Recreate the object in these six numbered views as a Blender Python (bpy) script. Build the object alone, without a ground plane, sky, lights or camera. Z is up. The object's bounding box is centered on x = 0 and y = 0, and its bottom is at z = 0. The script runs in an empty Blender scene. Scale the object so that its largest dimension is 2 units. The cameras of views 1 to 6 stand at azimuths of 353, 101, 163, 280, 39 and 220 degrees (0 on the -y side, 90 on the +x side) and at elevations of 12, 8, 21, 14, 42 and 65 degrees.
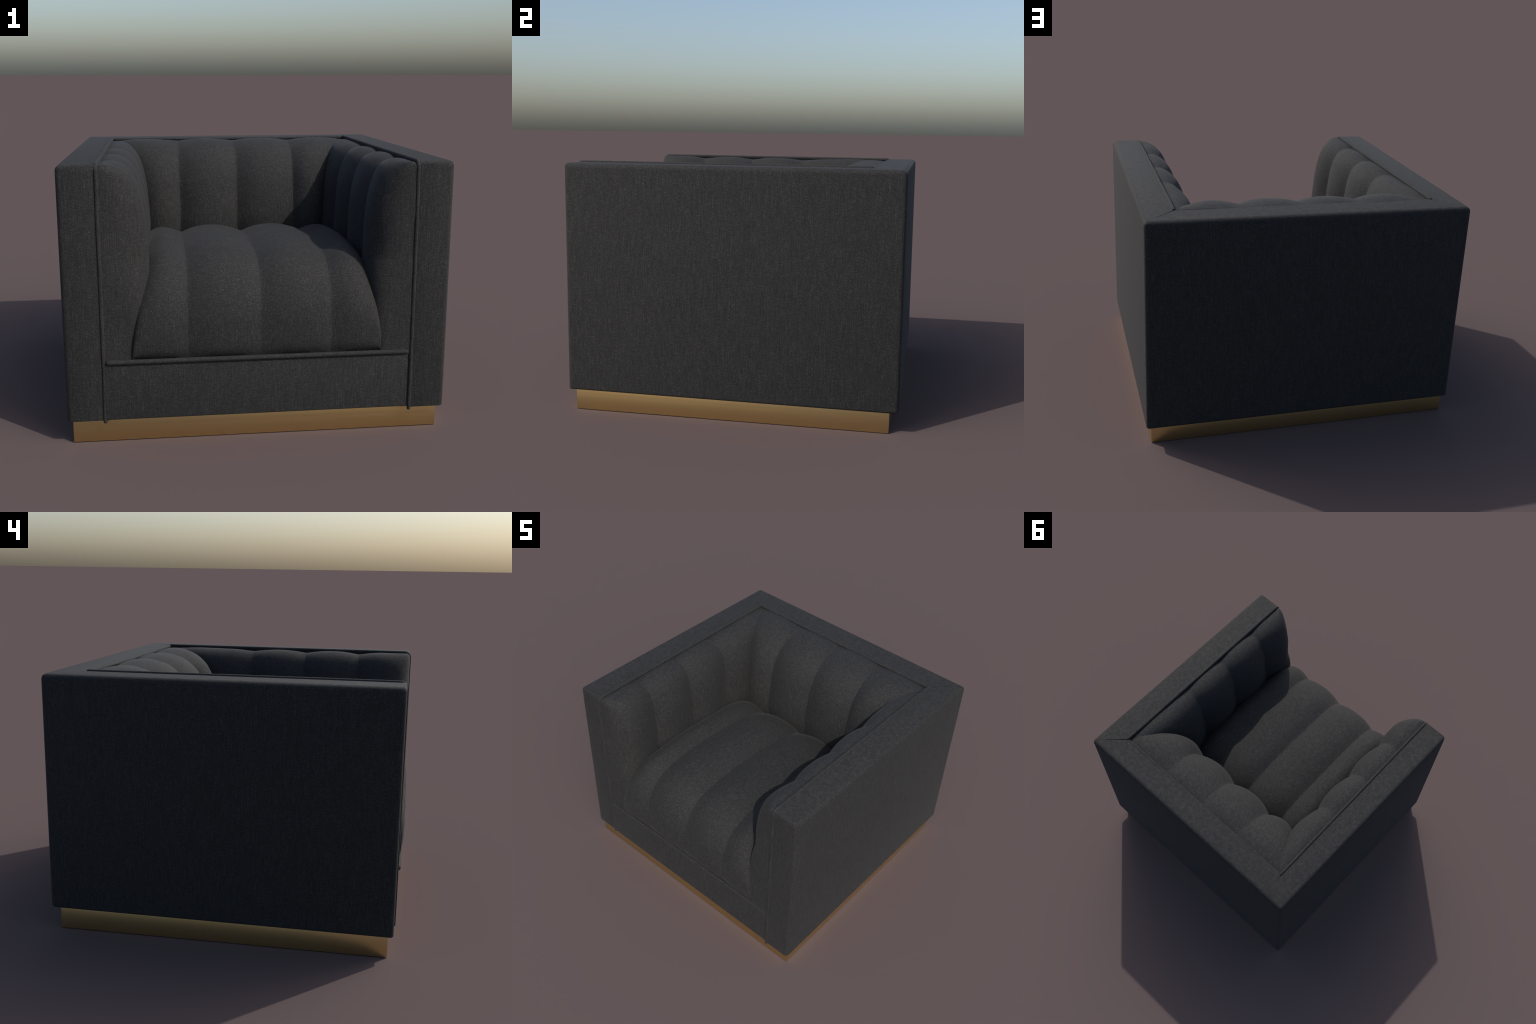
"""Low boxy club armchair: charcoal woven upholstery, channel-tufted seat, back and
arms, piped welts, and a brushed brass plinth."""
import bpy, bmesh, math
import numpy as np
from mathutils import Vector, Matrix, noise

# ------------------------------------------------------------------ sizes (metres)
HALF_W = 0.999            # outer half width, +x side (the -x side is a hair slimmer)
LEFT_W, LEFT_BACK_W = 0.9995, 0.989   # the -x side draws in a little towards the back
FRONT, BACK = -0.954, 0.968          # front of the rail and of the +x arm, back
FRONT_LEFT = -0.944                  # the -x arm stands a centimetre further back
BODY_BOTTOM, BODY_TOP = 0.122, 1.445
INNER_X, INNER_Y = 0.800, 0.772      # where the frame top ends and the cushions begin
PLINTH = (0.965, 0.914, 0.121)       # half width, half depth, height
PLINTH_LEFT = 0.972
RAIL_TOP = 0.428
PITCH = 0.375                        # channel spacing
SEAMS_X = (0.012 - PITCH, 0.012, 0.012 + PITCH)   # back seams
SEAT_SEAMS = (-0.370, 0.006, 0.375)
SEAMS_Y = (-0.605, -0.232, 0.140)                 # arm seams
LOBE = 0.044                         # how far a channel swells above its seams


# ------------------------------------------------------------------ materials
def new_material(name):
    m = bpy.data.materials.new(name)
    m.use_nodes = True
    nt = m.node_tree
    nt.nodes.clear()
    out = nt.nodes.new("ShaderNodeOutputMaterial")
    bsdf = nt.nodes.new("ShaderNodeBsdfPrincipled")
    nt.links.new(bsdf.outputs[0], out.inputs[0])
    return m, nt, bsdf


def fabric_material():
    m, nt, bsdf = new_material("charcoal_woven_fabric")
    N, L = nt.nodes.new, nt.links.new
    tc = N("ShaderNodeTexCoord")

    def noise_tex(scale, stretch, detail=2.0, rough=0.6):
        mp = N("ShaderNodeMapping")
        mp.inputs["Scale"].default_value = stretch
        mp.inputs["Rotation"].default_value = (0.61, 0.43, 0.57)   # off the noise lattice
        L(tc.outputs["Object"], mp.inputs[0])
        n = N("ShaderNodeTexNoise")
        n.inputs["Scale"].default_value = scale
        n.inputs["Detail"].default_value = detail
        n.inputs["Roughness"].default_value = rough
        L(mp.outputs[0], n.inputs[0])
        return n.outputs[0]

    def math_node(op, a, b=None, clamp=False):
        n = N("ShaderNodeMath")
        n.operation = op
        n.use_clamp = clamp
        for i, v in enumerate((a, b)):
            if v is None:
                continue
            if isinstance(v, (int, float)):
                n.inputs[i].default_value = v
            else:
                L(v, n.inputs[i])
        return n.outputs[0]

    def ramp(v, lo, hi):
        n = N("ShaderNodeMapRange")
        n.clamp = True
        L(v, n.inputs[0])
        n.inputs[1].default_value = lo
        n.inputs[2].default_value = hi
        return n.outputs[0]

    # warp slubs run upright, weft slubs run across, flecks are single pale threads
    warp = ramp(noise_tex(230, (1.0, 1.0, 0.05), 2.0), 0.32, 0.70)
    weft = ramp(noise_tex(300, (0.12, 0.12, 1.0), 2.0), 0.30, 0.72)
    fleck = ramp(noise_tex(470, (1.0, 1.0, 0.7), 0.0), 0.44, 0.84)
    patch = ramp(noise_tex(7.0, (1.0, 1.0, 0.7), 3.0), 0.3, 0.7)
    weave = math_node("ADD", math_node("MULTIPLY", warp, 0.55), math_node("MULTIPLY", weft, 0.45))
    v = math_node("ADD", math_node("MULTIPLY", weave, 0.42), math_node("MULTIPLY", fleck, 0.58))
    v = math_node("ADD", v, math_node("MULTIPLY", math_node("SUBTRACT", patch, 0.5), 0.02))
    cr = N("ShaderNodeValToRGB")
    e = cr.color_ramp.elements
    e[0].position, e[0].color = 0.0, (0.0075, 0.0075, 0.0077, 1)
    e[1].position, e[1].color = 1.0, (0.0960, 0.0947, 0.0932, 1)
    mid = cr.color_ramp.elements.new(0.40)
    mid.color = (0.0175, 0.0174, 0.0174, 1)
    L(v, cr.inputs[0])
    L(cr.outputs[0], bsdf.inputs["Base Color"])
    bsdf.inputs["Roughness"].default_value = 0.88
    bsdf.inputs["Specular IOR Level"].default_value = 0.35
    bsdf.inputs["Sheen Weight"].default_value = 0.03
    bsdf.inputs["Sheen Roughness"].default_value = 0.4
    bump = N("ShaderNodeBump")
    bump.inputs["Strength"].default_value = 0.25
    bump.inputs["Distance"].default_value = 0.002
    L(v, bump.inputs["Height"])
    L(bump.outputs[0], bsdf.inputs["Normal"])
    return m


def brass_material():
    m, nt, bsdf = new_material("brushed_brass")
    N, L = nt.nodes.new, nt.links.new
    tc = N("ShaderNodeTexCoord")
    mp = N("ShaderNodeMapping")
    mp.inputs["Scale"].default_value = (0.6, 0.6, 9.0)
    L(tc.outputs["Object"], mp.inputs[0])
    n = N("ShaderNodeTexNoise")
    n.inputs["Scale"].default_value = 3.0
    n.inputs["Detail"].default_value = 3.0
    L(mp.outputs[0], n.inputs[0])
    cr = N("ShaderNodeValToRGB")
    e = cr.color_ramp.elements
    e[0].position, e[0].color = 0.3, (0.720, 0.520, 0.245, 1)
    e[1].position, e[1].color = 0.7, (0.730, 0.528, 0.250, 1)
    L(n.outputs[0], cr.inputs[0])
    L(cr.outputs[0], bsdf.inputs["Base Color"])
    bsdf.inputs["Metallic"].default_value = 1.0
    bsdf.inputs["Roughness"].default_value = 0.36
    return m


FABRIC = fabric_material()
BRASS = brass_material()


# ------------------------------------------------------------------ helpers
def make_object(name, bm, mat, parent, sharp_angle=40):
    bm.normal_update()
    bmesh.ops.recalc_face_normals(bm, faces=bm.faces[:])
    lim = math.radians(sharp_angle)
    for e in bm.edges:
        e.smooth = len(e.link_faces) == 2 and e.calc_face_angle(0.0) < lim
    for f in bm.faces:
        f.smooth = True
    me = bpy.data.meshes.new(name)
    bm.to_mesh(me)
    bm.free()
    me.materials.append(mat)
    ob = bpy.data.objects.new(name, me)
    bpy.context.scene.collection.objects.link(ob)
    ob.parent = parent
    return ob


def smooth_path(points, count):
    """Centripetal-ish Catmull-Rom through the points, resampled evenly by length."""
    p = np.array(points, float)
    p = np.vstack([2 * p[0] - p[1], p, 2 * p[-1] - p[-2]])
    out = []
    for i in range(1, len(p) - 2):
        t = np.linspace(0, 1, 24, endpoint=False)[:, None]
        a, b, c, d = p[i - 1], p[i], p[i + 1], p[i + 2]
        out.append(0.5 * (2 * b + (c - a) * t + (2 * a - 5 * b + 4 * c - d) * t ** 2
                          + (3 * b - a - 3 * c + d) * t ** 3))
    out = np.vstack(out + [p[-2:-1]])
    s = np.concatenate([[0], np.cumsum(np.linalg.norm(np.diff(out, axis=0), axis=1))])
    q = np.linspace(0, s[-1], count)
    return np.stack([np.interp(q, s, out[:, k]) for k in range(out.shape[1])], 1)


def path_normals(path, side):
    t = np.gradient(path, axis=0)
    t /= np.linalg.norm(t, axis=1)[:, None]
    return side * np.stack([-t[:, 1], t[:, 0]], 1)


def swell(s):
    """Cross-section of a stuffed channel between two seams, 0..1 -> 0..1."""
    a = np.abs(2 * np.asarray(s, float) - 1)
    h = 1 - a ** 2.15
    soft = 0.08                     # the skin dips smoothly into the seam
    return np.sign(h) * (np.sqrt(h * h + soft * soft) - soft) / (math.sqrt(1 + soft * soft) - soft)


def padded_channel(name, grid, inner, parent):
    """Closed stuffed piece: an outer skin grid and its inner face, joined at the rim."""
    bm = bmesh.new()
    ni, nj = grid.shape[:2]

    def soft(p):
        v = Vector(p)
        return v + 0.003 * noise.noise_vector(v * 5.0) + 0.0012 * noise.noise_vector(v * 14.0)
    A = [[bm.verts.new(soft(grid[i, j])) for j in range(nj)] for i in range(ni)]
    B = [[bm.verts.new(inner[i, j]) for j in range(nj)] for i in range(ni)]
    for i in range(ni - 1):
        for j in range(nj - 1):
            bm.faces.new((A[i][j], A[i + 1][j], A[i + 1][j + 1], A[i][j + 1]))
            bm.faces.new((B[i][j], B[i][j + 1], B[i + 1][j + 1], B[i + 1][j]))
    rim = [(i, 0) for i in range(ni)] + [(ni - 1, j) for j in range(1, nj)] \
        + [(i, nj - 1) for i in range(ni - 2, -1, -1)] + [(0, j) for j in range(nj - 2, 0, -1)]
    for k in range(len(rim)):
        (a, b), (c, d) = rim[k], rim[(k + 1) % len(rim)]
        bm.faces.new((A[a][b], B[a][b], B[c][d], A[c][d]))
    bmesh.ops.remove_doubles(bm, verts=bm.verts[:], dist=0.00005)
    return make_object(name, bm, FABRIC, parent, 60)


def block(name, lo, hi, mat, parent, bevel=0.004, weights=None, segments=4):
    bm = bmesh.new()
    bmesh.ops.create_cube(bm, size=1.0)
    for v in bm.verts:
        for k in range(3):
            v.co[k] = lo[k] if v.co[k] < 0 else hi[k]
    bmesh.ops.bevel(bm, geom=bm.edges[:], offset=bevel, segments=segments, profile=0.5,
                    affect='EDGES', clamp_overlap=True)
    return make_object(name, bm, mat, parent)


def tube(name, pts, radius, parent, squash=1.0, sides=12, wobble=0.0):
    """Cord of fabric along a path, with rounded ends."""
    pts = [Vector(p) for p in pts]
    bm = bmesh.new()
    rings = []
    n = len(pts)
    up0 = Vector((1, 0, 0)) if abs((pts[1] - pts[0]).normalized().x) < 0.9 else Vector((0, 0, 1))
    stations = []
    t0 = (pts[1] - pts[0]).normalized()
    t1 = (pts[-1] - pts[-2]).normalized()
    for a in (80, 55, 28):
        stations.append((pts[0] - t0 * radius * math.sin(math.radians(a)), t0, math.cos(math.radians(a))))
    for i, p in enumerate(pts):
        t = (pts[min(i + 1, n - 1)] - pts[max(i - 1, 0)]).normalized()
        stations.append((p, t, 1.0))
    for a in (28, 55, 80):
        stations.append((pts[-1] + t1 * radius * math.sin(math.radians(a)), t1, math.cos(math.radians(a))))
    for p, t, k in stations:
        u = (up0 - t * up0.dot(t)).normalized()
        w = t.cross(u)
        off = wobble * noise.noise(p * 4.0)
        rings.append([bm.verts.new(p + u * (off + radius * k * math.cos(2 * math.pi * j / sides))
                                   + w * (squash * radius * k * math.sin(2 * math.pi * j / sides)))
                      for j in range(sides)])
    for a, b in zip(rings, rings[1:]):
        for j in range(sides):
            bm.faces.new((a[j], a[(j + 1) % sides], b[(j + 1) % sides], b[j]))
    bm.faces.new(rings[0][::-1])
    bm.faces.new(rings[-1])
    return make_object(name, bm, FABRIC, parent, 60)


# ------------------------------------------------------------------ the chair
chair = bpy.data.objects.new("armchair", None)
bpy.context.scene.collection.objects.link(chair)
chair["label"] = "boxy charcoal fabric armchair with channel tufting and brass plinth"
chair["category"] = "armchair"

block("plinth", (-PLINTH_LEFT, -PLINTH[1], 0.0), (PLINTH[0], PLINTH[1], PLINTH[2] + 0.02),
      BRASS, chair, 0.002, segments=2)


# ---- outer frame: one U-shaped padded shell, mitred into two side panels and a back panel
def frame_shell():
    bm = bmesh.new()
    ix, iy = INNER_X, INNER_Y
    plan = [(-LEFT_W, FRONT_LEFT), (-ix, FRONT_LEFT), (-ix, iy), (ix, iy), (ix, FRONT),
            (HALF_W - 0.003, FRONT), (HALF_W, BACK), (-LEFT_BACK_W, BACK)]
    lo = [bm.verts.new((x, y, BODY_BOTTOM)) for x, y in plan]
    hi = [bm.verts.new((x, y, BODY_TOP)) for x, y in plan]
    n = len(plan)
    bm.faces.new(lo[::-1])
    bm.faces.new(hi)
    for i in range(n):
        j = (i + 1) % n
        bm.faces.new((lo[i], lo[j], hi[j], hi[i]))
    bm.normal_update()
    lay = bm.edges.layers.float.new("bevel_weight_edge")
    full = 0.030
    for e in bm.edges:
        a, b = e.verts[0].co, e.verts[1].co
        mid = (a + b) / 2
        outer = abs(mid.x) > 0.98 or mid.y > 0.95 or mid.y < FRONT_LEFT + 0.005
        upright = abs(a.z - b.z) > 0.5
        w = 0.0
        if upright and outer:
            w = 0.025 / full if mid.y > 0 else 0.027 / full
            if abs(mid.x) < 0.9:
                w = 0.15
        elif not upright and mid.z > 1 and outer:
            w = 0.029 / full
        elif not upright and outer:
            w = 0.9 if mid.y > 0.9 else (0.55 if mid.y > -0.9 else 0.2)
        e[lay] = w
    me = bpy.data.meshes.new("frame_shell")
    bm.to_mesh(me)
    bm.free()
    ob = bpy.data.objects.new("frame_shell", me)
    bpy.context.scene.collection.objects.link(ob)
    md = ob.modifiers.new("bevel", "BEVEL")
    md.limit_method = 'WEIGHT'
    md.width = full
    md.segments = 5
    ev = ob.evaluated_get(bpy.context.evaluated_depsgraph_get())
    out = bmesh.new()
    out.from_mesh(ev.to_mesh())
    ev.to_mesh_clear()
    bpy.data.objects.remove(ob)
    return out


def keep_side(bm, point, normal):
    """Cut by an upright plane and keep the side the normal points away from."""
    r = bmesh.ops.bisect_plane(bm, geom=bm.verts[:] + bm.edges[:] + bm.faces[:], dist=1e-6,
                               plane_co=point, plane_no=normal, clear_outer=True)
    cut = [g for g in r["geom_cut"] if isinstance(g, bmesh.types.BMEdge)]
    bmesh.ops.holes_fill(bm, edges=cut, sides=0)


def mitre_normal(sx, inner_shift):
    """Plane from the inner corner (shifted along y) to the outer back corner."""
    a = Vector((sx * INNER_X, INNER_Y + inner_shift, 0))
    b = Vector((sx * (HALF_W if sx > 0 else LEFT_BACK_W), BACK - 0.004, 0))
    d = (b - a).normalized()
    n = Vector((-d.y, d.x, 0))
    if n.y < 0:
        n = -n
    return a, n


def drop_far_side(bm, sx):
    keep_side(bm, Vector((0, 0, 0)), Vector((-sx, 0, 0)))


MITRE_GAP = {1: 0.0045, -1: 0.0012}
shell = frame_shell()
side_panels = {}
for sx in (1, -1):
    piece = shell.copy()
    drop_far_side(piece, sx)
    a, nrm = mitre_normal(sx, -MITRE_GAP[sx])
    keep_side(piece, a, nrm)
    side_panels[sx] = make_object("side_panel", piece, FABRIC, chair, 32)
piece = shell.copy()
for sx in (1, -1):
    a, nrm = mitre_normal(sx, MITRE_GAP[sx])
    keep_side(piece, a, -nrm)
back_panel = make_object("back_panel", piece, FABRIC, chair, 32)
shell.free()

# ---- front rail with its roll of piping
rail = block("front_rail", (-INNER_X - 0.004, FRONT + 0.003, BODY_BOTTOM + 0.006),
             (INNER_X + 0.004, 0.60, RAIL_TOP), FABRIC, chair, 0.008)
tube("rail_piping", [(x, FRONT + 0.005, 0.438) for x in np.linspace(-0.778, 0.778, 60)],
     0.0135, rail, wobble=0.0)

# ---- welts: cord along the inner edge of each side panel, front and top
for sx in (1, -1):
    r = 0.034
    front = (FRONT if sx > 0 else FRONT_LEFT) + 0.003
    path = [(front, z) for z in np.linspace(0.119, BODY_TOP - r, 60)]
    path += [(front + r * (1 - math.cos(a)), BODY_TOP - r + (r - 0.001) * math.sin(a))
             for a in np.linspace(0.15, math.pi / 2, 9)]
    path += [(y, BODY_TOP - 0.001) for y in np.linspace(front + 2 * r, INNER_Y - 0.004, 70)]
    tube("welt", [(sx * (INNER_X + 0.004), y, z) for y, z in path], 0.0105, side_panels[sx],
         wobble=0.002)
tube("welt", [(x, INNER_Y, BODY_TOP - 0.008) for x in np.linspace(-INNER_X + 0.012, INNER_X - 0.012, 70)],
     0.009, back_panel, wobble=0.003)

# ---- arm cushions: profile of depth from the panel against height, at a seam
NT = 64
ARM_PROFILES = {          # the -x arm is stuffed a little fuller than the +x arm
    1: smooth_path([(0.000, 1.421), (0.040, 1.425), (0.078, 1.415), (0.110, 1.390),
                    (0.134, 1.350), (0.151, 1.300), (0.166, 1.220), (0.174, 1.060),
                    (0.179, 0.930), (0.181, 0.800), (0.165, 0.620), (0.155, 0.430)], NT),
    -1: smooth_path([(0.000, 1.421), (0.040, 1.426), (0.080, 1.419), (0.115, 1.398),
                     (0.144, 1.358), (0.162, 1.305), (0.176, 1.225), (0.189, 1.060),
                     (0.196, 0.930), (0.188, 0.800), (0.163, 0.620), (0.152, 0.430)], NT)}
ARM_NORMALS = {k: path_normals(p, 1) for k, p in ARM_PROFILES.items()}
ARM_ALONG = np.linspace(0, 1, NT)
MITRE_FRACS = {k: np.maximum.accumulate(np.clip(p[:, 0] / p[:, 0].max(), 0, 1)) for k, p in ARM_PROFILES.items()}
lobe_amp = lambda along, top=0.014: top + (LOBE - top) * np.clip(along / 0.34, 0, 1)


def arm_channel(sx, index, parent):
    NS = 37
    front = FRONT if sx > 0 else FRONT_LEFT
    grid = np.zeros((NS, NT, 3))
    y0 = [front, SEAMS_Y[0], SEAMS_Y[1], SEAMS_Y[2]][index]
    for i in range(NS):
        for j in range(NT):
            u = i / (NS - 1)
            d, z = ARM_PROFILES[sx][j]
            nd, nz = ARM_NORMALS[sx][j]
            amp = lobe_amp(ARM_ALONG[j]) * (0.93 if sx > 0 else 1.04)
            if index == 0:            # front channel closes round to the front face
                s = u ** 1.7
                y = front + (SEAMS_Y[0] - front) * s
                h = swell(max(s, 0.5))
                n = 2.4 + 4.0 * np.clip((0.95 - z) / 0.4, 0, 1)     # squarer down by the rail
                g = (1 - max(0.0, 1 - 2 * s) ** n) ** (1 / n)
                depth, zz = d + nd * amp * h, z + nz * amp * h
                depth = depth * g
                rr = 0.030
                e = max(0.0, 1 - (y - front) / rr)
                lift = rr * (1 - math.sqrt(max(0.0, 1 - e * e)))
                zz -= lift * np.clip((zz - 1.2) / 0.2, 0, 1)
            else:
                y1 = (SEAMS_Y[index] if index < 3 else
                      INNER_Y + (0.365 - INNER_Y) * MITRE_FRACS[sx][j] + 0.03 + 0.10 * MITRE_FRACS[sx][j])
                s = u if index < 3 else u * 0.96
                y = y0 + (y1 - y0) * u
                h = swell(s)
                depth, zz = d + nd * amp * h, z + nz * amp * h
            grid[i, j] = (sx * (INNER_X - depth), y, zz)
    c = grid.copy()
    c[:, :, 0] = sx * INNER_X
    c[:, :, 2] = 1.0
    inner = grid + 0.3 * (c - grid)
    if index == 0:
        inner[:, :, 1] += 0.02 * (1 - np.linspace(0, 1, NS))[:, None]
    return padded_channel("cushion_channel", grid, inner, parent)


arm_channel_count = 4
for sx in (1, -1):
    core = block("arm_cushion", (min(sx * 0.66, sx * 0.798), -0.86, 0.44),
                 (max(sx * 0.66, sx * 0.798), 0.75, 1.36), FABRIC, chair, 0.03)
    for k in range(arm_channel_count):
        arm_channel(sx, k, core)

# ---- back cushion
BACK_PROFILE = smooth_path([(0.000, 1.421), (0.035, 1.427), (0.100, 1.427), (0.162, 1.414),
                            (0.236, 1.381), (0.305, 1.310), (0.352, 1.208), (0.377, 1.080),
                            (0.389, 0.970), (0.388, 0.880), (0.380, 0.800), (0.360, 0.700)], NT)
BACK_NORMAL = path_normals(BACK_PROFILE, 1)
BACK_FRAC = np.maximum.accumulate(np.clip(BACK_PROFILE[:, 0] / 0.387, 0, 1))


def back_channel(index, parent):
    NS = 37
    grid = np.zeros((NS, NT, 3))
    for i in range(NS):
        for j in range(NT):
            u = i / (NS - 1)
            d, z = BACK_PROFILE[j]
            nd, nz = BACK_NORMAL[j]
            amp = 1.16 * lobe_amp(ARM_ALONG[j], 0.012)
            corner = INNER_X + (0.585 - INNER_X) * BACK_FRAC[j] + 0.03
            left = -corner if index == 0 else SEAMS_X[index - 1]
            right = corner if index == 3 else SEAMS_X[index]
            s = u
            if index == 0:
                s = 1 - (1 - u) * 1.04
            if index == 3:
                s = u * 1.04
            h = swell(s)
            grid[i, j] = (left + (right - left) * u, INNER_Y - d - nd * amp * h, z + 0.75 * nz * amp * h)
    c = grid.copy()
    c[:, :, 1] = INNER_Y
    c[:, :, 2] = 1.0
    return padded_channel("cushion_channel", grid, grid + 0.3 * (c - grid), parent)


core = block("back_cushion", (-0.74, 0.46, 0.44), (0.74, INNER_Y - 0.003, 1.30), FABRIC, chair, 0.05)
for k in range(4):
    back_channel(k, core)

# ---- seat cushion: a loaf that bulges over the rail, crowns and falls to the back
NV = 90
SEAT_LOBE = 0.040
SEAT_PROFILE = smooth_path([(-0.938, 0.448), (-0.951, 0.490), (-0.953, 0.560), (-0.945, 0.670), (-0.914, 0.770),
                            (-0.855, 0.858), (-0.765, 0.912), (-0.660, 0.936), (-0.500, 0.947),
                            (-0.290, 0.947), (0.000, 0.926), (0.160, 0.900), (0.260, 0.862),
                            (0.330, 0.808), (0.390, 0.730)], NV)
SEAT_NORMAL = path_normals(SEAT_PROFILE, 1)
SEAT_AMP = np.interp(SEAT_PROFILE[:, 1], (0.45, 0.49, 0.60, 0.88), (0.003, 0.015, 0.021, SEAT_LOBE))
SEAT_AMP = np.where(SEAT_PROFILE[:, 0] > -0.7, SEAT_LOBE, SEAT_AMP)



def seat_channel(index, parent):
    NU = 41
    edges = (-0.650,) + SEAT_SEAMS + (0.634,)
    left, right = edges[index], edges[index + 1]
    grid = np.zeros((NU, NV, 3))
    for i in range(NU):
        u = i / (NU - 1)
        if index == 0:
            u = u ** 1.8
        if index == 3:
            u = 1 - (1 - u) ** 1.8
        x = x0 = left + (right - left) * u
        w = {0: 1 - u, 3: u}.get(index)            # 0 at the seam, 1 at the outer side
        for j in range(NV):
            y, z = SEAT_PROFILE[j]
            ny, nz = SEAT_NORMAL[j]
            if w is None:
                h, g = float(swell(u)), 1.0
            else:
                h = float(swell(min(w * 0.8, 0.5)))
                n = 3.0 + 0.8 * j / NV
                g = (1 - w ** n) ** (1 / n)
            yy, zz = y + ny * SEAT_AMP[j] * h, z + nz * SEAT_AMP[j] * h
            if w is not None:
                zz = 0.446 + (zz - 0.446) * g
                yy += 0.025 * (1 - g) * (1 - j / NV)
                x = x0 + (0.022 if index == 3 else -0.004) * w * min(1.0, 2 * j / NV)
            grid[i, j] = (x, yy, zz)
    c = grid.copy()
    c[:, :, 1] = -0.2
    c[:, :, 2] = 0.46
    return padded_channel("cushion_channel", grid, grid + 0.3 * (c - grid), parent)


core = block("seat_cushion", (-0.55, -0.84, 0.43), (0.55, 0.50, 0.78), FABRIC, chair, 0.06)
for k in range(4):
    seat_channel(k, core)
